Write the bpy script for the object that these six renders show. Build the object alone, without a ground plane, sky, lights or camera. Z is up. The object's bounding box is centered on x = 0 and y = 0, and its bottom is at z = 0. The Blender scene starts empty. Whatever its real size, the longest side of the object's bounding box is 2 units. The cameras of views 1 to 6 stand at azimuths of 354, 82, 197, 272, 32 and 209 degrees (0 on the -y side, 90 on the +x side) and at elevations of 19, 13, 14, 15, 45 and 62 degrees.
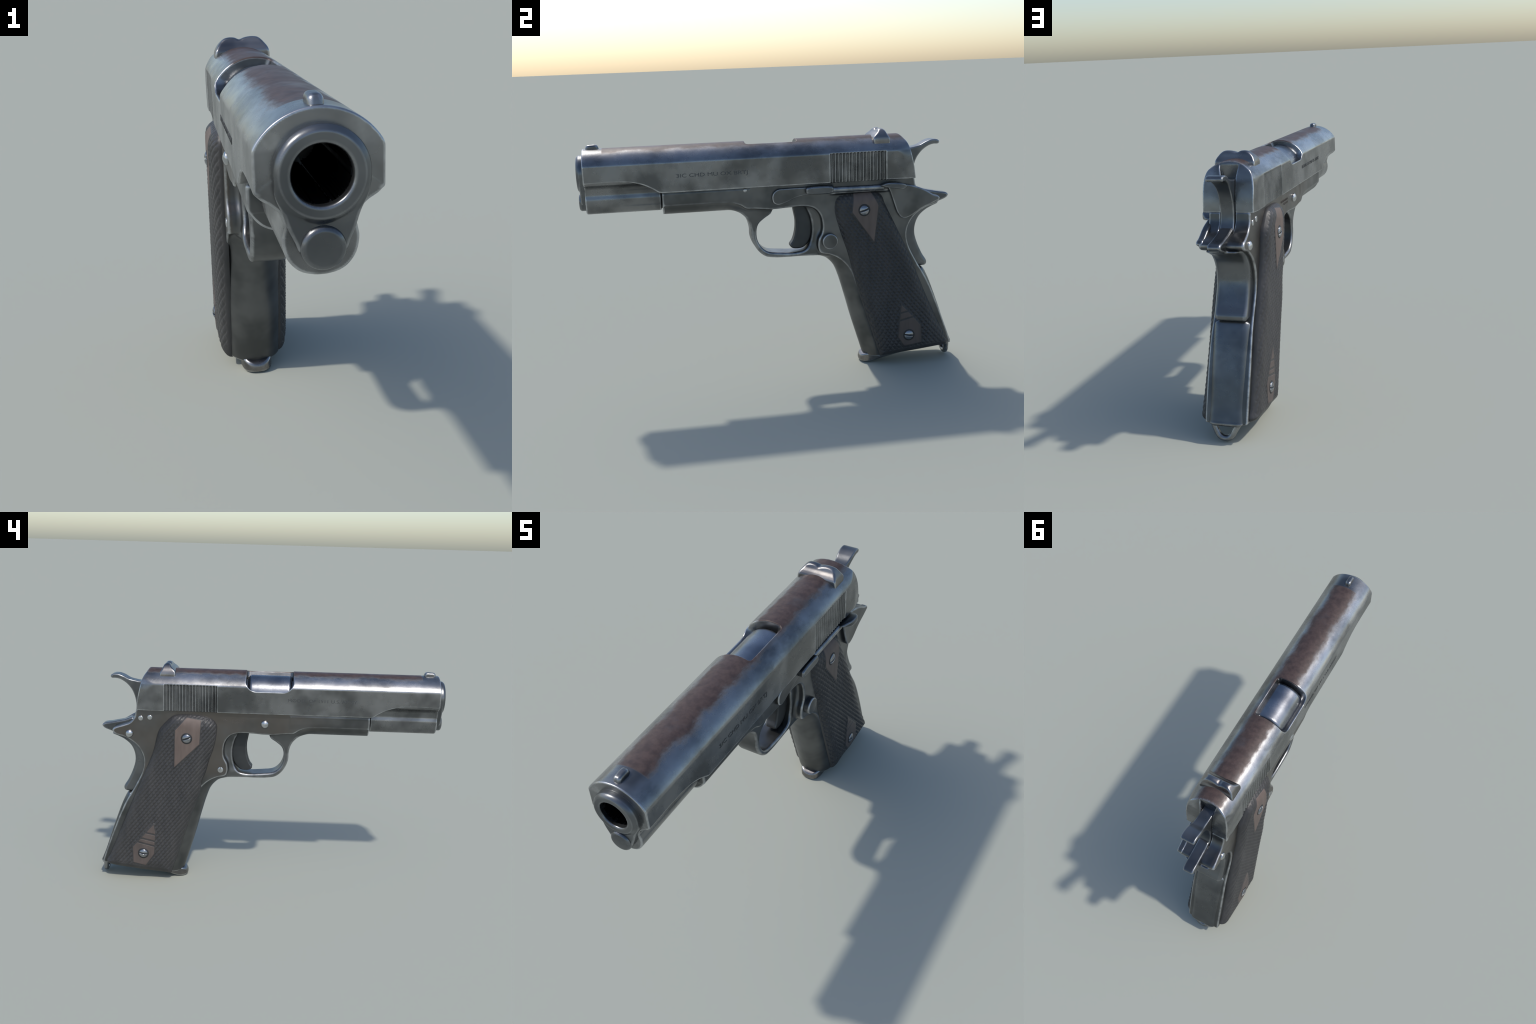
# A worn, blued single-action service pistol standing on its grip.
# Every part is an implicit solid (profiles, plates, cylinders, fillets) that is
# meshed on its own; y runs from muzzle (-1) to hammer (+1), x is the thickness.
import bpy, math
import numpy as np

f32 = np.float32

# ---------------------------------------------------------------- field tools
class Grid:
    """A box of sample points; x, y, z broadcast against each other."""
    def __init__(self, lo, hi, h):
        h = (h, h, h) if np.isscalar(h) else h
        self.lo, self.h = np.array(lo, float), np.array(h, float)
        n = [int(math.ceil((b - a) / s)) + 1 for a, b, s in zip(lo, hi, h)]
        ax = [(a + s * np.arange(k)).astype(f32) for a, s, k in zip(lo, h, n)]
        self.x, self.y, self.z = ax[0][:, None, None], ax[1][None, :, None], ax[2][None, None, :]
        self.n = n


def spline(points, steps=6):
    """Closed centripetal Catmull-Rom curve; a third value of 1 marks a corner."""
    P = [np.array(p[:2], float) for p in points]
    C = [len(p) > 2 and p[2] == 1 for p in points]
    n, out = len(P), []
    for i in range(n):
        p1, p2 = P[i], P[(i + 1) % n]
        c1, c2 = C[i], C[(i + 1) % n]
        if c1 and c2:
            out.append(p1)
            continue
        p0 = 2 * p1 - p2 if c1 else P[i - 1]
        p3 = 2 * p2 - p1 if c2 else P[(i + 2) % n]
        t0 = 0.0
        t1 = t0 + max(np.linalg.norm(p1 - p0), 1e-6) ** .5
        t2 = t1 + max(np.linalg.norm(p2 - p1), 1e-6) ** .5
        t3 = t2 + max(np.linalg.norm(p3 - p2), 1e-6) ** .5
        for k in range(steps):
            t = t1 + (t2 - t1) * k / steps
            a1 = (t1 - t) / (t1 - t0) * p0 + (t - t0) / (t1 - t0) * p1
            a2 = (t2 - t) / (t2 - t1) * p1 + (t - t1) / (t2 - t1) * p2
            a3 = (t3 - t) / (t3 - t2) * p2 + (t - t2) / (t3 - t2) * p3
            b1 = (t2 - t) / (t2 - t0) * a1 + (t - t0) / (t2 - t0) * a2
            b2 = (t3 - t) / (t3 - t1) * a2 + (t - t1) / (t3 - t1) * a3
            out.append((t2 - t) / (t2 - t1) * b1 + (t - t1) / (t2 - t1) * b2)
    return np.array(out)


def outline(u, v, points, steps=6):
    """Signed distance (inside negative) to a closed profile, in two axes."""
    poly = spline(points, steps)
    best = None
    for i in range(len(poly)):
        a, b = poly[i], poly[(i + 1) % len(poly)]
        e = b - a
        if e @ e < 1e-14:
            continue
        wu, wv = u - f32(a[0]), v - f32(a[1])
        t = np.clip((wu * f32(e[0]) + wv * f32(e[1])) / f32(e @ e), 0, 1)
        d = (wu - t * f32(e[0])) ** 2 + (wv - t * f32(e[1])) ** 2
        c1, c2 = v >= f32(a[1]), v < f32(b[1])
        cr = f32(e[0]) * wv - f32(e[1]) * wu
        flip = (c1 & c2 & (cr > 0)) | (~c1 & ~c2 & (cr < 0))
        if best is None:
            best, s = d, np.where(flip, f32(-1), f32(1))
        else:
            best = np.minimum(best, d)
            s = np.where(flip, -s, s)
    return s * np.sqrt(best)


def both(a, b, r=0.0):
    """Intersection whose edge is rounded with radius r (r may be a field)."""
    if np.isscalar(r) and r == 0:
        return np.maximum(a, b)
    a, b = a + r, b + r
    return np.minimum(np.maximum(a, b), 0) + np.sqrt(np.maximum(a, 0) ** 2 + np.maximum(b, 0) ** 2) - r


def join(a, b, k=0.0):
    """Union with a fillet of size k."""
    if k == 0:
        return np.minimum(a, b)
    h = np.maximum(k - np.abs(a - b), 0) / f32(k)
    return np.minimum(a, b) - h * h * f32(k * .25)


def cut(a, b, r=0.0):
    return both(a, -b, r)


def span(t, lo, hi):
    return np.abs(t - f32((lo + hi) / 2)) - f32((hi - lo) / 2)


def disc(u, v, cu, cv, r):
    return np.sqrt((u - f32(cu)) ** 2 + (v - f32(cv)) ** 2) - f32(r)


def smooth(t, a, b):
    t = np.clip((t - a) / (b - a), 0, 1)
    return t * t * (3 - 2 * t)


def net(g, F):
    """Surface nets: points, quads and unit normals of the zero level of F."""
    F = np.broadcast_to(F, g.n).astype(f32)
    F = np.ascontiguousarray(F)
    ins = F < 0
    n = np.array(F.shape)
    cnt = np.zeros(n - 1, np.int8)
    for i in (0, 1):
        for j in (0, 1):
            for k in (0, 1):
                cnt += ins[i:n[0] - 1 + i, j:n[1] - 1 + j, k:n[2] - 1 + k]
    cell = np.argwhere((cnt > 0) & (cnt < 8))
    idx = np.full(n - 1, -1, np.int32)
    idx[tuple(cell.T)] = np.arange(len(cell))
    corner = [(i, j, k) for i in (0, 1) for j in (0, 1) for k in (0, 1)]
    val = np.stack([F[tuple((cell + c).T)] for c in corner], 1).astype(float)
    acc, num = np.zeros((len(cell), 3)), np.zeros(len(cell))
    for a in range(8):
        for ax in range(3):
            if corner[a][ax]:
                continue
            q = list(corner[a]); q[ax] = 1
            b = corner.index(tuple(q))
            va, vb = val[:, a], val[:, b]
            m = (va < 0) != (vb < 0)
            t = np.where(m, va / np.where(m, va - vb, 1), 0)
            p = np.tile(np.array(corner[a], float), (len(cell), 1)); p[:, ax] += t
            acc[m] += p[m]; num[m] += 1
    P = cell + acc / num[:, None]
    quads = []
    for ax in range(3):
        o = [1, 1, 1]; o[ax] = 0
        sa = [slice(1, -1)] * 3; sb = [slice(1, -1)] * 3
        sa[ax], sb[ax] = slice(0, -1), slice(1, None)
        A, B = ins[tuple(sa)], ins[tuple(sb)]
        e = np.argwhere(A != B)
        if not len(e):
            continue
        up = A[tuple(e.T)]
        base = e + np.array(o)
        u, v = (ax + 1) % 3, (ax + 2) % 3
        du, dv = np.zeros(3, int), np.zeros(3, int)
        du[u], dv[v] = 1, 1
        q = np.stack([idx[tuple((base - du - dv).T)], idx[tuple((base - dv).T)], idx[tuple(base.T)], idx[tuple((base - du).T)]], 1)
        q[~up] = q[~up][:, ::-1]
        quads.append(q)
    quads = np.concatenate(quads)

    def sample(Q):
        Q = np.clip(Q, 0, np.array(F.shape) - 1.001)
        i = Q.astype(int); f = Q - i
        r = 0
        for c in corner:
            w = np.ones(len(Q))
            for a in range(3):
                w = w * (f[:, a] if c[a] else 1 - f[:, a])
            r = r + w * F[tuple((i + c).T)]
        return r

    def slope(P, e):
        G = np.zeros_like(P)
        for a in range(3):
            d = np.zeros(3); d[a] = e
            G[:, a] = (sample(P + d) - sample(P - d)) / (2 * e)
        return G
    for _ in range(2):      # settle the points on the surface itself
        G = slope(P, .5)
        P = P - np.clip(sample(P) / np.maximum((G * G).sum(1), 1e-12), -60, 60)[:, None] * G * .8
        P = np.clip(P, cell - .2, cell + 1.2)
    N = slope(P, .6) / g.h
    N /= np.maximum(np.linalg.norm(N, axis=1), 1e-9)[:, None]
    return g.lo + P * g.h, quads, N


ROOT = None


def mesh_object(name, V, Q, N, mat, parent=None):
    me = bpy.data.meshes.new(name)
    me.vertices.add(len(V)); me.vertices.foreach_set("co", V.astype(f32).ravel())
    me.loops.add(Q.size); me.loops.foreach_set("vertex_index", Q.astype(np.int32).ravel())
    me.polygons.add(len(Q)); me.polygons.foreach_set("loop_start", (np.arange(len(Q)) * 4).astype(np.int32))
    me.update(calc_edges=True)
    me.validate()
    me.polygons.foreach_set("use_smooth", np.ones(len(me.polygons), bool))
    if N is not None:
        me.normals_split_custom_set_from_vertices(N.tolist())
    me.materials.append(mat)
    ob = bpy.data.objects.new(name, me)
    bpy.context.scene.collection.objects.link(ob)
    ob.parent = parent or ROOT
    return ob


def solid(name, g, F, mat, parent=None):
    return mesh_object(name, *net(g, F), mat, parent)


# ---------------------------------------------------------------- materials
def material(name):
    m = bpy.data.materials.new(name); m.use_nodes = True
    nt = m.node_tree
    return m, nt, nt.nodes["Principled BSDF"]


def node(nt, kind, **kw):
    n = nt.nodes.new(kind)
    for k, v in kw.items():
        if isinstance(k, str) and hasattr(n, k):
            setattr(n, k, v)
    return n


def math_node(nt, op, a, b=None, clamp=False):
    n = nt.nodes.new("ShaderNodeMath"); n.operation = op; n.use_clamp = clamp
    for i, v in enumerate((a, b)):
        if v is None:
            continue
        if isinstance(v, (int, float)):
            n.inputs[i].default_value = v
        else:
            nt.links.new(v, n.inputs[i])
    return n.outputs[0]


def remap(nt, v, a, b, lo=0.0, hi=1.0):
    n = nt.nodes.new("ShaderNodeMapRange"); n.interpolation_type = "SMOOTHSTEP"
    nt.links.new(v, n.inputs["Value"])
    for k, x in (("From Min", a), ("From Max", b), ("To Min", lo), ("To Max", hi)):
        n.inputs[k].default_value = x
    return n.outputs["Result"]


def blend(nt, fac, a, b):
    n = nt.nodes.new("ShaderNodeMix"); n.data_type = "RGBA"
    if isinstance(fac, (int, float)):
        n.inputs[0].default_value = fac
    else:
        nt.links.new(fac, n.inputs[0])
    for i, v in ((6, a), (7, b)):
        if isinstance(v, tuple):
            n.inputs[i].default_value = (*v, 1)
        else:
            nt.links.new(v, n.inputs[i])
    return n.outputs[2]


def noise(nt, co, scale, detail=4.0, rough=.55, stretch=None):
    if stretch:
        mp = nt.nodes.new("ShaderNodeMapping"); mp.inputs["Scale"].default_value = stretch
        nt.links.new(co, mp.inputs["Vector"]); co = mp.outputs[0]
    n = nt.nodes.new("ShaderNodeTexNoise")
    n.inputs["Scale"].default_value = scale; n.inputs["Detail"].default_value = detail; n.inputs["Roughness"].default_value = rough
    nt.links.new(co, n.inputs["Vector"])
    return n.outputs["Fac"]


def steel(name, dark, light, rough=.36, metal=.9, rust=None, brown=0.0, rim_pale=.5, grain=.02, rim_col=(.50, .51, .52)):
    """Blued steel: cloudy tone, thin brushed grain, pale lines along convex rims, optional rust."""
    m, nt, bs = material(name)
    co = nt.nodes.new("ShaderNodeTexCoord").outputs["Object"]
    cloud = remap(nt, noise(nt, co, 5.5, 3, .5), .36, .66)
    col = blend(nt, cloud, dark, light)
    ro = math_node(nt, "ADD", remap(nt, noise(nt, co, 9, 4, .6), .3, .7, -.05, .06), rough)
    met = None
    if brown:
        # tarnish on the flat right-hand side of the receiver
        sx = nt.nodes.new("ShaderNodeSeparateXYZ"); nt.links.new(co, sx.inputs[0])
        b = remap(nt, noise(nt, co, 3.2, 4, .55), .34, .60, .35 * brown, brown)
        b = math_node(nt, "MULTIPLY", b, remap(nt, sx.outputs[0], -.098, -.085, 1, 0))
        b = math_node(nt, "MULTIPLY", b, math_node(nt, "MULTIPLY", remap(nt, sx.outputs[2], .60, .72), remap(nt, sx.outputs[1], -.45, -.05)))
        col = blend(nt, b, col, (.140, .124, .110))
    if rim_pale:
        geo = nt.nodes.new("ShaderNodeNewGeometry")
        p = remap(nt, geo.outputs["Pointiness"], .506, .528)
        if rust:    # the cocking grooves stay dark
            sy = nt.nodes.new("ShaderNodeSeparateXYZ"); nt.links.new(co, sy.inputs[0])
            far = math_node(nt, "ABSOLUTE", math_node(nt, "SUBTRACT", sy.outputs[1], .4535))
            p = math_node(nt, "MULTIPLY", p, remap(nt, far, .149, .153, .35, 1))
        p = math_node(nt, "MULTIPLY", p, remap(nt, noise(nt, co, 22, 3), .25, .65, .35 * rim_pale, rim_pale))
        col = blend(nt, p, col, rim_col)
    if rust:
        sep = nt.nodes.new("ShaderNodeSeparateXYZ"); nt.links.new(co, sep.inputs[0])
        x, y, z = sep.outputs
        big = noise(nt, co, 7, 5, .62)
        # sun and sky highlight painted on the rounded shoulders, stronger on the sunlit -x side
        glint = math_node(nt, "MULTIPLY", remap(nt, z, 1.188, 1.200), remap(nt, math_node(nt, "ABSOLUTE", x), .045, .085))
        glint = math_node(nt, "MULTIPLY", glint, remap(nt, x, -.05, .05, 1, .5))
        glint = math_node(nt, "MULTIPLY", glint, remap(nt, noise(nt, co, 8, 4, .6, (1, .5, 1)), .36, .62, .12, 1))
        col = blend(nt, glint, col, (.42, .425, .43))
        ro = math_node(nt, "SUBTRACT", ro, math_node(nt, "MULTIPLY", glint, .03))
        fine = noise(nt, co, 38, 5, .65, (1.6, .6, 1))
        jit = math_node(nt, "ADD", math_node(nt, "MULTIPLY", math_node(nt, "SUBTRACT", big, .5), .075),
                        math_node(nt, "MULTIPLY", math_node(nt, "SUBTRACT", fine, .5), .045))
        ax = math_node(nt, "ADD", math_node(nt, "ABSOLUTE", x), jit)
        band = remap(nt, ax, .048, .086, 1, 0)
        hard = remap(nt, y, -.868, -.860)
        end = remap(nt, math_node(nt, "ADD", y, jit), .69, .72, 1, 0)
        rad = math_node(nt, "SQRT", math_node(nt, "ADD", math_node(nt, "MULTIPLY", x, x), math_node(nt, "POWER", math_node(nt, "SUBTRACT", z, 1.125), 2.0)))
        top = math_node(nt, "MULTIPLY", remap(nt, rad, .140, .145), remap(nt, z, 1.20, 1.22))
        fade = remap(nt, noise(nt, co, 4.5, 4, .6, (1, 1, 1)), .30, .46, .6, 1)
        mask = math_node(nt, "MULTIPLY", math_node(nt, "MULTIPLY", band, hard), math_node(nt, "MULTIPLY", math_node(nt, "MULTIPLY", end, top), fade))
        mott = blend(nt, remap(nt, noise(nt, co, 30, 5, .65), .3, .7), (.048, .030, .026), (.088, .057, .047))
        col = blend(nt, mask, col, mott)
        ro = math_node(nt, "ADD", ro, math_node(nt, "MULTIPLY", mask, .20))
        met = math_node(nt, "SUBTRACT", metal, math_node(nt, "MULTIPLY", mask, metal * .93))
    nt.links.new(col, bs.inputs["Base Color"]); nt.links.new(ro, bs.inputs["Roughness"])
    if met is None:
        bs.inputs["Metallic"].default_value = metal
    else:
        nt.links.new(met, bs.inputs["Metallic"])
    if grain:
        bp = nt.nodes.new("ShaderNodeBump"); bp.inputs["Strength"].default_value = grain * 3; bp.inputs["Distance"].default_value = .004
        nt.links.new(noise(nt, co, 70, 4, .6), bp.inputs["Height"])
        nt.links.new(bp.outputs[0], bs.inputs["Normal"])
    return m


def wood(name, dark, light, rough=.55, freq=26):
    m, nt, bs = material(name)
    co = nt.nodes.new("ShaderNodeTexCoord").outputs["Object"]
    streak = noise(nt, co, freq, 4, .6, (1, 1.0, .18))
    patch = noise(nt, co, 4, 3, .5)
    f = remap(nt, math_node(nt, "ADD", math_node(nt, "MULTIPLY", streak, .55), math_node(nt, "MULTIPLY", patch, .45)), .28, .72)
    nt.links.new(blend(nt, f, dark, light), bs.inputs["Base Color"])
    bs.inputs["Roughness"].default_value = rough
    bs.inputs["Specular IOR Level"].default_value = .35
    return m


def plain(name, col, rough, metal=0.0):
    m, nt, bs = material(name)
    bs.inputs["Base Color"].default_value = (*col, 1); bs.inputs["Roughness"].default_value = rough; bs.inputs["Metallic"].default_value = metal
    return m


SLIDE = steel("blued_slide_steel", (.114, .117, .119), (.240, .243, .246), rough=.27, rust=True, rim_pale=.9)
FRAME = steel("blued_frame_steel", (.084, .087, .088), (.146, .149, .150), rough=.34, brown=.85, rim_pale=.9)
DARK = steel("dark_small_part_steel", (.100, .106, .112), (.165, .172, .178), rough=.30, rim_pale=.5)
TRIG = steel("trigger_steel", (.055, .058, .061), (.075, .078, .080), rough=.5, rim_pale=.15)
BRIGHT = steel("bright_pin_steel", (.42, .43, .44), (.60, .60, .60), rough=.28, rim_pale=.3, metal=1.0)
SCREW = steel("screw_steel", (.22, .23, .25), (.36, .37, .39), rough=.26, rim_pale=.3, metal=1.0)
BARREL = steel("barrel_steel", (.19, .20, .22), (.33, .34, .36), rough=.26, rim_pale=.2, metal=1.0)
SIGHT = steel("worn_sight_steel", (.13, .13, .135), (.27, .255, .245), rough=.30, rim_pale=.9, metal=1.0)
BORE = plain("bore_black", (.002, .002, .002), .9)
BORE.node_tree.nodes["Principled BSDF"].inputs["Specular IOR Level"].default_value = .05
INK = plain("stamped_letter_dark", (.075, .078, .080), .5, .5)
SEAT = plain("screw_seat_dark", (.018, .018, .019), .6)
FAINT = plain("faint_stamp", (.085, .075, .066), .6)
GRIP = wood("dark_checkered_walnut", (.034, .034, .035), (.056, .054, .054), rough=.42)
INLAY_DIM = wood("grimy_walnut", (.070, .058, .053), (.112, .088, .079), rough=.5)
INLAY = wood("bare_walnut", (.098, .075, .065), (.150, .115, .100), rough=.55)

ROOT = bpy.data.objects.new("pistol", None)
bpy.context.scene.collection.objects.link(ROOT)
ROOT["label"] = "worn blued steel service pistol with checkered walnut grips"
ROOT["category"] = "pistol"

# ---------------------------------------------------------------- slide
BORE_Z = 1.147            # axis of the bore
ARC_Z, ARC_R = 1.125, .1478  # rounded top of the slide
HALF = .130               # half width of the slide


def build_slide():
    g = Grid((-.15, -.99, .915), (.15, .80, 1.30), (.0035, .0032, .0032))
    x, y, z = g.x, g.y, g.z
    ax = np.abs(x)
    side = outline(y, z, [(-.965, 1.108, 1), (-.816, 1.110), (-.735, 1.105), (-.668, 1.087), (-.618, 1.062), (-.592, 1.045), (-.575, 1.041, 1),
                          (.769, 1.041, 1), (.762, 1.10), (.751, 1.155), (.741, 1.197), (.728, 1.234), (.711, 1.262), (.692, 1.30, 1), (-.965, 1.30, 1)])
    # fine vertical cocking grooves in the flats
    saw = np.abs(((y - .303) / .0188) % 1.0 - .5) * 2
    inside = smooth(y, .302, .306) * (1 - smooth(y, .601, .605))
    low = 1 - smooth(z, 1.190, 1.198)
    flat = ax - f32(HALF) + (.002 + .0100 * saw) * inside * low
    top = np.sqrt(x ** 2 + np.maximum(z - f32(ARC_Z), 0) ** 2) - f32(ARC_R)   # only the upper half is round
    sec = both(flat, top, (.003 + .045 * smooth(y, .66, .77)).astype(f32))
    F = both(sec, side, .0045)
    # tube that houses the spring under the barrel
    nose = outline(x, z, [(.050, 1.165, 1), (.127, 1.112), (.119, 1.099), (.095, 1.083), (.078, 1.064), (.073, 1.044), (.078, 1.012), (.070, .975), (.044, .946), (0, .936),
                          (-.044, .946), (-.070, .975), (-.078, 1.012), (-.073, 1.044), (-.078, 1.064), (-.095, 1.083), (-.119, 1.099), (-.127, 1.112), (-.050, 1.165, 1)])
    F = join(F, both(nose, span(y, -.965, -.580), .007), .004)
    F = join(F, np.maximum(disc(x, z, 0, 1.012, .066), span(y, -.9, -.54)))
    # port, laid out on the rounded top: y by arc length from the crown to the right
    s = (np.arctan2(-x, z - ARC_Z) * ARC_R)
    rr = np.where(s > .06, f32(.06), f32(.018))
    q = both(span(y, -.130, .140), span(s, -.0565, .181), rr)
    rad = np.sqrt(x ** 2 + (z - ARC_Z) ** 2)
    port = np.maximum(q, .094 - rad)
    F = cut(F, port, .004)
    # slot for the hammer in the rear face
    w = .034 + .012 * smooth(z, 1.18, 1.27)
    slot = np.maximum(np.maximum(ax - w, .712 - y), np.maximum(z - 1.268, 1.0 - z))
    F = cut(F, slot, .004)
    # muzzle hole
    F = cut(F, np.maximum(disc(x, z, 0, BORE_Z, .07), y + .6))
    return solid("slide", g, F, SLIDE)


slide = build_slide()


def build_front_sight():
    g = Grid((-.03, -.96, 1.24), (.03, -.86, 1.305), .0022)
    d = outline(g.y, g.z, [(-.952, 1.25, 1), (-.948, 1.272), (-.940, 1.289), (-.915, 1.293), (-.888, 1.291), (-.880, 1.278), (-.872, 1.25, 1)])
    F = both(d, np.abs(g.x) - .0165, .012)
    solid("front_sight", g, F, SLIDE, slide)


def build_rear_sight():
    g = Grid((-.12, .52, 1.21), (.12, .66, 1.325), .0025)
    x, y, z = g.x, g.y, g.z
    prof = outline(y, z, [(.548, 1.225, 1), (.546, 1.262), (.556, 1.276), (.572, 1.290), (.584, 1.306), (.600, 1.310), (.613, 1.300), (.624, 1.276), (.634, 1.258), (.636, 1.225, 1)])
    crest = outline(x, z, [(-.094, 1.215, 1), (-.096, 1.250), (-.085, 1.278), (-.060, 1.302), (-.040, 1.308), (-.020, 1.306), (-.003, 1.2985), (.014, 1.304), (.040, 1.309), (.066, 1.304), (.086, 1.286), (.101, 1.262), (.102, 1.215, 1)])
    F = both(prof, crest, .007)
    # base hugs the slide and leaves its crown free
    F = np.maximum(F, (ARC_R - .006) - np.sqrt(x ** 2 + (z - ARC_Z) ** 2))
    solid("rear_sight", g, F, SIGHT, slide)


build_front_sight()
build_rear_sight()


def lettering(name, body, size, width, loc, rot, mat, parent):
    cu = bpy.data.curves.new(name, "FONT")
    cu.body = body; cu.size = size; cu.extrude = .0008; cu.align_x = "CENTER"; cu.align_y = "CENTER"
    ob = bpy.data.objects.new(name, cu)
    bpy.context.scene.collection.objects.link(ob)
    bpy.context.view_layer.update()
    me = bpy.data.meshes.new_from_object(ob.evaluated_get(bpy.context.evaluated_depsgraph_get()))
    bpy.data.objects.remove(ob)
    co = np.zeros(len(me.vertices) * 3, f32); me.vertices.foreach_get("co", co); co = co.reshape(-1, 3)
    co[:, 0] *= width / (co[:, 0].max() - co[:, 0].min())
    me.vertices.foreach_set("co", co.ravel())
    me.name = name; me.materials.clear(); me.materials.append(mat)
    o = bpy.data.objects.new(name, me)
    bpy.context.scene.collection.objects.link(o)
    o.location, o.rotation_euler, o.parent = loc, rot, parent
    return o


LEFT = (math.pi / 2, 0, math.pi / 2)     # reads from the +x side
RIGHT = (math.pi / 2, 0, -math.pi / 2)   # reads from the -x side
lettering("lettering", "3IC CHD MU OX BRTJ", .027, .365, (HALF + .0003, -.315, 1.124), LEFT, INK, slide)
lettering("lettering", "MODEL OF 1911 U.S. ARMY", .025, .392, (-HALF - .0003, -.297, 1.126), RIGHT, INK, slide)

# ---------------------------------------------------------------- barrel group
def build_barrel():
    g = Grid((-.125, -1.0, 1.02), (.125, .15, 1.26), .0035)
    x, y, z = g.x, g.y, g.z
    chamber = both(disc(x, z, 0, 1.137, .1105), span(y, -.124, .130), .024)
    bar = both(disc(x, z, 0, BORE_Z, .066), span(y, -.955, -.10), .004)
    F = join(chamber, bar, .01)
    F = cut(F, np.maximum(disc(x, z, 0, BORE_Z, .0640), y + .45))
    solid("barrel", g, F, BARREL)
    g = Grid((-.066, -.98, 1.08), (.066, -.44, 1.214), .004)
    F = np.maximum(disc(g.x, g.z, 0, BORE_Z, .0615), span(g.y, -.984, -.45))
    F = cut(F, np.maximum(disc(g.x, g.z, 0, BORE_Z, .0585), g.y + .47))
    solid("bore_dark_tube", g, F, BORE)


def build_bushing():
    g = Grid((-.12, -1.012, .95), (.12, -.955, 1.26), .0024)
    x, y, z = g.x, g.y, g.z
    ring = disc(x, z, .002, BORE_Z, .096)
    skirt = outline(x, z, [(-.085, 1.12), (-.077, 1.075), (-.069, 1.045), (-.055, 1.012), (-.045, .992), (0, .985), (.045, .992), (.055, 1.012), (.068, 1.045), (.076, 1.075), (.085, 1.12), (0, 1.15)])
    plan = join(ring, skirt, .02)
    rad = np.sqrt(x ** 2 + (z - BORE_Z) ** 2)
    # raised lip round the bore, falling to a thinner flange
    front = -.9880 - .0110 * (1 - smooth(rad, .082, .100))
    F = both(plan, np.maximum(front - y, y + .96), .007)
    F = cut(F, np.maximum(disc(x, z, 0, BORE_Z, .0600), y - 1), .008)
    solid("barrel_bushing", g, F, DARK)
    g = Grid((-.07, -1.012, .93), (.07, -.955, 1.06), .0024)
    r = np.sqrt(g.x ** 2 + (g.z - 1.001) ** 2)
    F = both(r - .046, np.maximum(-1.0 + .12 * r * r * 10 - g.y, g.y + .96), .012)
    solid("recoil_spring_plug", g, F, DARK)


build_barrel()
build_bushing()

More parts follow.
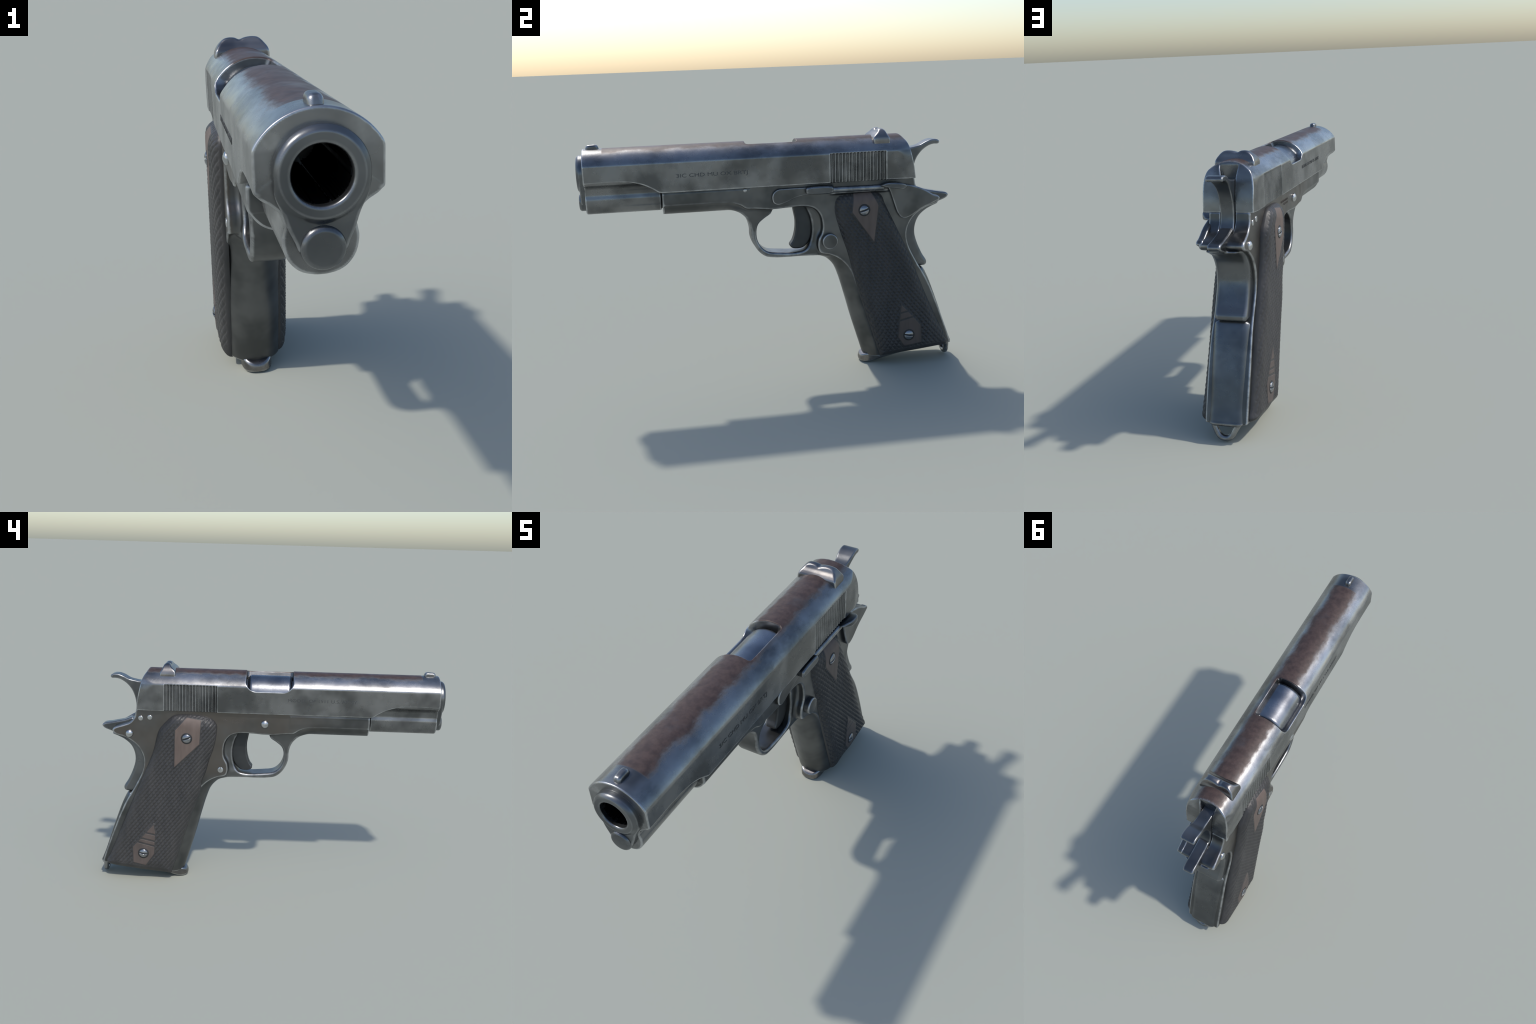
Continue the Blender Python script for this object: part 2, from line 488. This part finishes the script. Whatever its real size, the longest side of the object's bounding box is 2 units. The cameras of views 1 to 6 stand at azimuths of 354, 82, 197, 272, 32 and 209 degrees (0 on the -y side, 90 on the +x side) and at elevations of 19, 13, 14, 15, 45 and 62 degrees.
# ---------------------------------------------------------------- frame
def build_frame():
    g = Grid((-.125, -.60, .015), (.115, .99, 1.08), .0035)
    x, y, z = g.x, g.y, g.z
    ax = np.abs(x + .0075)      # the receiver sits a little to the right of the slide's middle
    body = outline(y, z, [(-.573, 1.064, 1), (.750, 1.064, 1), (.772, 1.040, 1), (.780, .999), (.809, .965), (.868, .944), (.900, .932), (.910, .917), (.900, .899), (.832, .874), (.768, .829),
                          (.734, .770), (.729, .720), (.742, .664), (.778, .590), (.806, .540), (.846, .468), (.914, .300), (.964, .160), (.986, .092, 1),
                          (.900, .084), (.730, .060), (.570, .038, 1), (.566, .045), (.531, .170), (.490, .310), (.451, .430), (.415, .540), (.390, .584), (.350, .624), (.300, .650), (.250, .664),
                          (.237, .690), (.240, .735), (.259, .775), (.263, .815), (.252, .868), (.222, .905), (.175, .920), (.100, .921), (.0, .915), (-.100, .924), (-.141, .927),
                          (-.175, .948), (-.218, .962), (-.300, .966, 1), (-.573, .966, 1)])
    half = .101 - .004 * (1 - smooth(z, .30, .75)) + .008 * smooth(y, .78, .90)
    # ledge on the left that carries the plunger tube
    half = half + .013 * smooth(x, .0, .05) * smooth(z, .968, .985) * smooth(y, .29, .33) * (1 - smooth(y, .60, .66))
    F = both(body, (ax - half).astype(f32), .009)
    # front strap: an arc across the width, standing out from the side walls
    strap = outline(y, z, [(.247, .643), (.300, .611), (.338, .570), (.362, .512), (.384, .440), (.430, .270), (.478, .110), (.500, .035), (.545, -.120, 1), (.700, -.120, 1), (.540, .450), (.460, .620), (.330, .720, 1), (.236, .690)])
    swell = np.sqrt((np.maximum(strap + .173, 0) / .173) ** 2 + (ax / .125) ** 2) - 1
    foot = (.036 + .11 * (y - .50)) - z
    F = join(F, both(both(np.maximum(swell * .13, strap), ax - .0985, .004), foot, .006), .003)
    dust = outline(y, z, [(-.574, 1.03, 1), (-.574, .915, 1), (-.40, .914), (-.25, .916), (-.20, .909), (-.165, .903), (-.125, .930), (-.120, 1.03, 1)])
    dust = both(dust, ax - .100, .006)
    under = both(span(z, .915, 1.2), ax - .100, .078)
    dust = np.maximum(dust, under)
    F = join(F, dust, .012)
    ring = outline(y, z, [(-.245, .940, 1), (-.205, .918), (-.163, .893), (-.132, .855), (-.118, .805), (-.116, .760), (-.102, .718), (-.078, .682), (-.043, .655), (.0, .646), (.06, .643),
                          (.153, .643), (.250, .640), (.300, .640), (.320, .66, 1), (.320, .96, 1), (-.245, .96, 1)])
    hole = outline(y, z, [(.0, .918, 1), (-.008, .890), (-.044, .864), (-.077, .834), (-.088, .797), (-.086, .753), (-.066, .710), (-.031, .682), (.030, .672), (.135, .668),
                          (.175, .680), (.202, .722), (.212, .795), (.201, .862), (.176, .918, 1)])
    gw = .060 + .010 * smooth(z, .80, .93) - .006 * smooth(y, .13, .21) * smooth(z, .67, .72)
    guard = both(np.maximum(ring, -hole), np.abs(x + .003) - gw, .012)
    F = join(F, guard, .020)
    # hammer slot between the rear walls
    slot = np.maximum(np.maximum(np.abs(x) - .036, .72 - y), .955 - z)
    F = cut(F, slot, .003)
    V, Q, N = net(g, F)
    c = V[Q].mean(1)
    is_guard = (c[:, 2] < .905) & (c[:, 1] < .238) & (c[:, 1] > -.16) & (np.abs(c[:, 0]) < .078)
    for name, m in (("frame", ~is_guard), ("trigger_guard", is_guard)):
        used, inv = np.unique(Q[m], return_inverse=True)
        mesh_object(name, V[used], inv.reshape(-1, 4), N[used], FRAME)


build_frame()


def plate(name, pts, lo, hi, r, mat, h=.0025, parent=None, extra=None):
    """A plate lying across x from lo to hi, cut to a side profile."""
    P = spline(pts)
    a, b = P.min(0) - .01, P.max(0) + .01
    g = Grid((lo - .01, a[0], a[1]), (hi + .01, b[0], b[1]), h)
    F = both(outline(g.y, g.z, pts), span(g.x, lo, hi), r)
    if extra:
        F = extra(g, F)
    return solid(name, g, F, mat, parent)


plate("trigger", [(.113, .930, 1), (.123, .880), (.1305, .832), (.127, .778), (.112, .728), (.096, .703), (.102, .688), (.130, .680), (.170, .687), (.205, .728), (.219, .795), (.207, .862), (.180, .930, 1)],
      -.031, .027, .009, TRIG)


def build_hammer():
    g = Grid((-.055, .68, .93), (.055, .95, 1.25), .0028)
    x, y, z = g.x, g.y, g.z
    d = outline(y, z, [(.700, 1.196, 1), (.755, 1.194), (.790, 1.199), (.822, 1.207), (.855, 1.224), (.888, 1.234), (.920, 1.231), (.929, 1.221), (.923, 1.210), (.898, 1.209), (.870, 1.202),
                       (.838, 1.181), (.808, 1.145), (.788, 1.095), (.783, 1.04), (.792, .995), (.815, .955, 1), (.740, .945, 1), (.705, 1.00, 1)])
    half = .034 + .007 * smooth(y, .80, .87)
    solid("hammer", g, both(d, np.abs(x) - half, .007), DARK)


build_hammer()


def build_grip_safety():
    g = Grid((-.10, .70, .52), (.10, 1.0, .99), .003)
    x, y, z = g.x, g.y, g.z
    ax = np.abs(x)
    d = outline(y, z, [(.895, .900, 1), (.915, .890), (.880, .874), (.845, .856), (.807, .822), (.787, .777), (.784, .729), (.799, .674), (.826, .614), (.853, .566), (.846, .547), (.822, .542, 1),
                       (.770, .545, 1), (.715, .66), (.705, .73), (.72, .80), (.760, .86), (.81, .900, 1)])
    F = both(d, np.abs(x + .009) - .081, .020)
    tang = outline(y, z, [(.800, .976), (.860, .962), (.930, .947), (.976, .938), (.986, .926), (.975, .911), (.930, .893), (.850, .872), (.80, .89, 1)])
    F = join(F, both(tang, ax - .032, .009), .02)
    solid("grip_safety", g, F, DARK)


build_grip_safety()


def build_housing():
    g = Grid((-.11, .76, .05), (.11, 1.015, .555), .003)
    x, y, z = g.x, g.y, g.z
    d = outline(y, z, [(.805, .541, 1), (.827, .537), (.856, .488), (.919, .320), (.971, .164), (.993, .108), (.999, .092), (.990, .080), (.955, .082), (.87, .086, 1), (.78, .50, 1)])
    # back face is a flat with two facets
    F = both(d, np.abs(x + .006) - .094, .042)
    facet = d + .05 * np.maximum(np.abs(x + .006) - .050, 0)
    F = np.maximum(F, facet)
    solid("mainspring_housing", g, F, DARK)


build_housing()


def tube(name, pts, r, mat, closed=False, parent=None):
    cu = bpy.data.curves.new(name, "CURVE"); cu.dimensions = "3D"
    cu.bevel_depth, cu.bevel_resolution, cu.resolution_u, cu.use_fill_caps = r, 5, 10, True
    sp = cu.splines.new("BEZIER"); sp.bezier_points.add(len(pts) - 1)
    for b, p in zip(sp.bezier_points, pts):
        b.co = p; b.handle_left_type = b.handle_right_type = "AUTO"
    sp.use_cyclic_u = closed
    ob = bpy.data.objects.new(name, cu)
    bpy.context.scene.collection.objects.link(ob)
    bpy.context.view_layer.update()
    me = bpy.data.meshes.new_from_object(ob.evaluated_get(bpy.context.evaluated_depsgraph_get()))
    bpy.data.objects.remove(ob)
    me.name = name; me.materials.clear(); me.materials.append(mat)
    me.polygons.foreach_set("use_smooth", np.ones(len(me.polygons), bool))
    o = bpy.data.objects.new(name, me)
    bpy.context.scene.collection.objects.link(o); o.parent = parent or ROOT
    return o


tube("lanyard_loop", [(.058, .972, .092), (.045, .976, .056), (.026, .980, .026), (.0, .981, .017), (-.026, .980, .026), (-.045, .976, .056), (-.066, .972, .092)], .0148, DARK)


def build_magazine():
    g = Grid((-.09, .46, -.01), (.09, .93, .13), .003)
    x, y, z = g.x, g.y, g.z
    d = outline(y, z, [(.472, .022), (.476, .006), (.492, .0005), (.530, .004), (.585, .018), (.72, .045), (.90, .072, 1), (.90, .095, 1), (.60, .065), (.535, .052), (.505, .052), (.482, .040)])
    plan = outline(x, y, [(-.030, .477), (-.004, .471), (.022, .477), (.044, .498), (.056, .535), (.058, .60, 1), (.058, .92, 1), (-.070, .92, 1), (-.070, .60, 1), (-.066, .535), (-.053, .498)])
    solid("magazine_base", g, both(d, plan, .009), SIGHT)


build_magazine()

# ---------------------------------------------------------------- grips
GRIP_W, GRIP_R = {1: .1345, -1: .1530}, {1: .046, -1: .050}
PANEL = {
    1: [(.330, .945), (.326, .883), (.343, .808), (.396, .646), (.419, .559), (.469, .382), (.573, .048, 1), (.70, .060), (.90, .080), (.958, .086), (.965, .110), (.908, .228), (.827, .412),
        (.740, .630), (.663, .796), (.608, .911), (.590, .956), (.562, .976), (.440, .979), (.366, .974), (.338, .958)],
    -1: [(.303, .966), (.305, .896), (.321, .821), (.344, .754), (.362, .686), (.384, .628), (.397, .550), (.443, .421), (.566, .038, 1), (.776, .062), (.950, .092), (.960, .110), (.938, .152), (.868, .326),
         (.790, .515), (.732, .653), (.676, .789), (.639, .925), (.604, .970), (.550, 1.016), (.473, 1.024), (.364, 1.016), (.325, .998)],
}
UPPER = {
    1: [(.432, .985, 1), (.418, .877, 1), (.536, .710, 1), (.562, .908, 1), (.524, .985, 1)],
    -1: [(.474, 1.010, 1), (.541, .936, 1), (.545, .714, 1), (.399, .857, 1), (.391, .996, 1)],
}
LOWER = {
    1: [(.687, .348, 1), (.795, .224, 1), (.800, .122, 1), (.702, .108, 1), (.667, .161, 1), (.675, .245, 1)],
    -1: [(.667, .360, 1), (.657, .309, 1), (.664, .174, 1), (.715, .098, 1), (.790, .116, 1), (.793, .214, 1)],
}


def panel_shell(g, side):
    edge = outline(g.y, g.z, PANEL[side])
    # lens-shaped section: the front falls away slowly, the other edges faster
    y, z = g.y, g.z
    front = np.where(z < .646, .396 + (.646 - z) * .296, np.maximum(.33, .396 - (z - .646) * .3))
    deep = (.052 + .038 * (1 - smooth(y - front, .09, .20))).astype(f32)
    lean = f32(.0085) * np.clip((z - .1) / .8, 0, 1.1) if side > 0 else 0
    rb = f32(GRIP_R[side])
    u = np.maximum(edge + deep, 0) / deep
    v = np.maximum(g.x * side - GRIP_W[side] + lean + rb, 0) / rb
    body = (np.sqrt(u * u + v * v) - 1) * rb
    return edge, body


def build_grip(side):
    lo, hi = (.070, .148) if side > 0 else (-.165, -.085)
    g = Grid((lo, .29, .02), (hi, .98, 1.04), .0029)
    x, y, z = g.x, g.y, g.z
    edge, shell = panel_shell(g, side)
    # checkering: two families of V grooves that leave small pyramids
    ca, cb = math.radians(41), math.radians(-30)
    a = (y * math.cos(ca) + z * math.sin(ca)) / .0190
    b = (y * math.cos(cb) + z * math.sin(cb)) / .0225
    tri = lambda t: np.abs(t % 1.0 - .5) * 2
    groove = np.maximum(tri(a) ** 1.4, tri(b) ** 1.4 * (.9 if side > 0 else .55))
    up, down = outline(y, z, UPPER[side]), outline(y, z, LOWER[side])
    field = smooth(-edge, .003, .012) * (.45 + .55 * smooth(-edge, .02, .09)) * smooth(np.minimum(up, down), .002, .007)
    margin = smooth(z - (.042 + .11 * (y - .56)), .030, .040)
    F = shell + (.0075 if side > 0 else .0055) * groove * field * margin
    F = np.maximum(F, f32(.080 if side > 0 else .098) - x * side)
    panel = solid("grip_panel", g, F, GRIP)
    for which in (UPPER, LOWER):
        P = spline(which[side]); a, b = P.min(0) - .008, P.max(0) + .008
        gi = Grid((lo, a[0], a[1]), (hi, b[0], b[1]), .0024)
        _, sh = panel_shell(gi, side)
        F = both(outline(gi.y, gi.z, which[side]), sh - .0012, .003)
        if which is LOWER:
            # shallow tool marks across the lower diamond
            for k, (c, t) in enumerate(((.303, .20), (.262, .22), (.232, .24))[:2 if side > 0 else 3]):
                line = np.abs(gi.z - (c + (gi.y - .70) * t)) * .97 - .0042
                F = cut(F, np.maximum(line, (GRIP_W[side] - .0050 - (.003 if side > 0 else 0)) - gi.x * side), .001)
        F = np.maximum(F, f32(GRIP_W[side] - .045) - gi.x * side)
        solid("diamond_inlay", gi, F, INLAY_DIM if which is LOWER else INLAY, panel)
    return panel


panels = {s: build_grip(s) for s in (1, -1)}


# ---------------------------------------------------------------- round fittings
def head_mesh(name, r, height, dome, slot, mat):
    """A screw or pin head: its axis is local x, it sits on x = 0."""
    g = Grid((-.02, -r - .006, -r - .006), (height + .008, r + .006, r + .006), r / 14)
    x, y, z = g.x, g.y, g.z
    rad = np.sqrt(y ** 2 + z ** 2)
    cap = x - (height - dome * (rad / r) ** 2)
    F = both(rad - r, np.maximum(cap, -.015 - x), min(.2 * r, .006))
    if slot:
        F = cut(F, np.maximum(np.abs(z) - slot, height * .25 - x), .0006)
    me_ob = solid(name, g, F, mat)
    me = me_ob.data
    bpy.data.objects.remove(me_ob)
    return me


def put(name, me, side, x, y, z, turn=0.0, parent=None):
    ob = bpy.data.objects.new(name, me)
    bpy.context.scene.collection.objects.link(ob)
    ob.parent = parent or ROOT
    ob.location = (side * x, y, z)
    ob.rotation_euler = (0, 0, math.pi if side < 0 else 0)
    ob.rotation_mode = "XYZ"
    ob.rotation_euler = (math.radians(turn), 0, math.pi if side < 0 else 0)
    return ob


def washer(name, r, x, side, y, z, parent):
    me = bpy.data.meshes.get("screw_seat")
    if me is None:
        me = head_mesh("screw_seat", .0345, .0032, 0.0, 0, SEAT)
    return put(name, me, side, x, y, z, 0, parent)


big = head_mesh("grip_screw", .0270, .012, .008, .0040, SCREW)
for s, spots in ((1, ((.483, .886, 18), (.728, .171, -8))), (-1, ((.473, .890, 20), (.729, .177, -10)))):
    for y, z, turn in spots:
        w = GRIP_W[s] - (.0085 * (z - .1) / .8 if s > 0 else 0)
        put("grip_screw", big, s, w, y, z, turn, panels[s])
        washer("screw_seat", .036, w, s, y, z, panels[s])

pin_big = head_mesh("pin", .023, .018, .010, 0, BRIGHT)
pin_mid = head_mesh("pin", .0150, .004, .002, 0, BRIGHT)
pin_tiny = head_mesh("pin", .011, .010, .004, 0, BRIGHT)
put("slide_stop_pin", pin_big, -1, .107, .026, .980)
put("safety_pin", pin_big, -1, .106, .811, .899)
put("sear_pin", pin_mid, -1, .109, .744, .992)
put("hammer_pin", pin_mid, -1, .109, .691, .998)
put("plunger_pin", pin_tiny, 1, .092, -.146, 1.026)
dull = head_mesh("housing_pin", .016, .005, .003, 0, DARK)
put("housing_pin", dull, 1, .104, .917, .119)
put("housing_pin", dull, -1, .126, .914, .126)
button = head_mesh("magazine_catch", .042, .036, .002, 0, FRAME)
put("magazine_catch", button, 1, .088, .297, .727)
catch_screw = head_mesh("catch_screw", .018, .006, .003, .003, BRIGHT)
put("catch_screw", catch_screw, -1, .107, .279, .698, 80)

# ---------------------------------------------------------------- left-hand controls
stop = plate("slide_stop", [(-.007, .978), (.000, 1.004), (.024, 1.022), (.06, 1.0245), (.17, 1.0255), (.30, 1.0255, 1), (.308, .988, 1), (.177, .984), (.122, .974), (.067, .951), (.022, .941), (.000, .952)],
             .080, .113, .006, FRAME)
plate("thumb_pad", [(.170, 1.021), (.182, 1.027), (.30, 1.027), (.315, 1.020), (.317, .998), (.306, .990), (.186, .990), (.171, .996)], .095, .142, .010, DARK, parent=stop)
tube("plunger_tube", [(.107, .312, 1.003), (.107, .44, 1.002), (.107, .592, 1.001)], .0160, DARK)
safety = plate("thumb_safety", [(.620, 1.008), (.632, .971), (.649, .920), (.675, .851), (.700, .826), (.734, .831), (.810, .876), (.888, .909), (.908, .922), (.900, .936), (.876, .944), (.809, .982), (.730, 1.008), (.67, 1.018)],
               .080, .1135, .007, FRAME)


def half_round(g, F):
    # seen from above the lever is a half disc
    return both(F, disc(g.x, g.y, .078, .648, .090), .006)


plate("thumb_pad", [(.574, 1.012), (.597, 1.026), (.648, 1.028), (.700, 1.017), (.723, 1.000), (.700, .991), (.648, .997), (.597, 1.005)], .095, .168, .009, DARK, parent=safety, extra=half_round)
lettering("lettering", "UNITED STATES", .016, .130, (-.1093, .205, .996), RIGHT, FAINT, ROOT)
lettering("lettering", "PROPERTY", .014, .075, (-.1093, .180, .979), RIGHT, FAINT, ROOT)
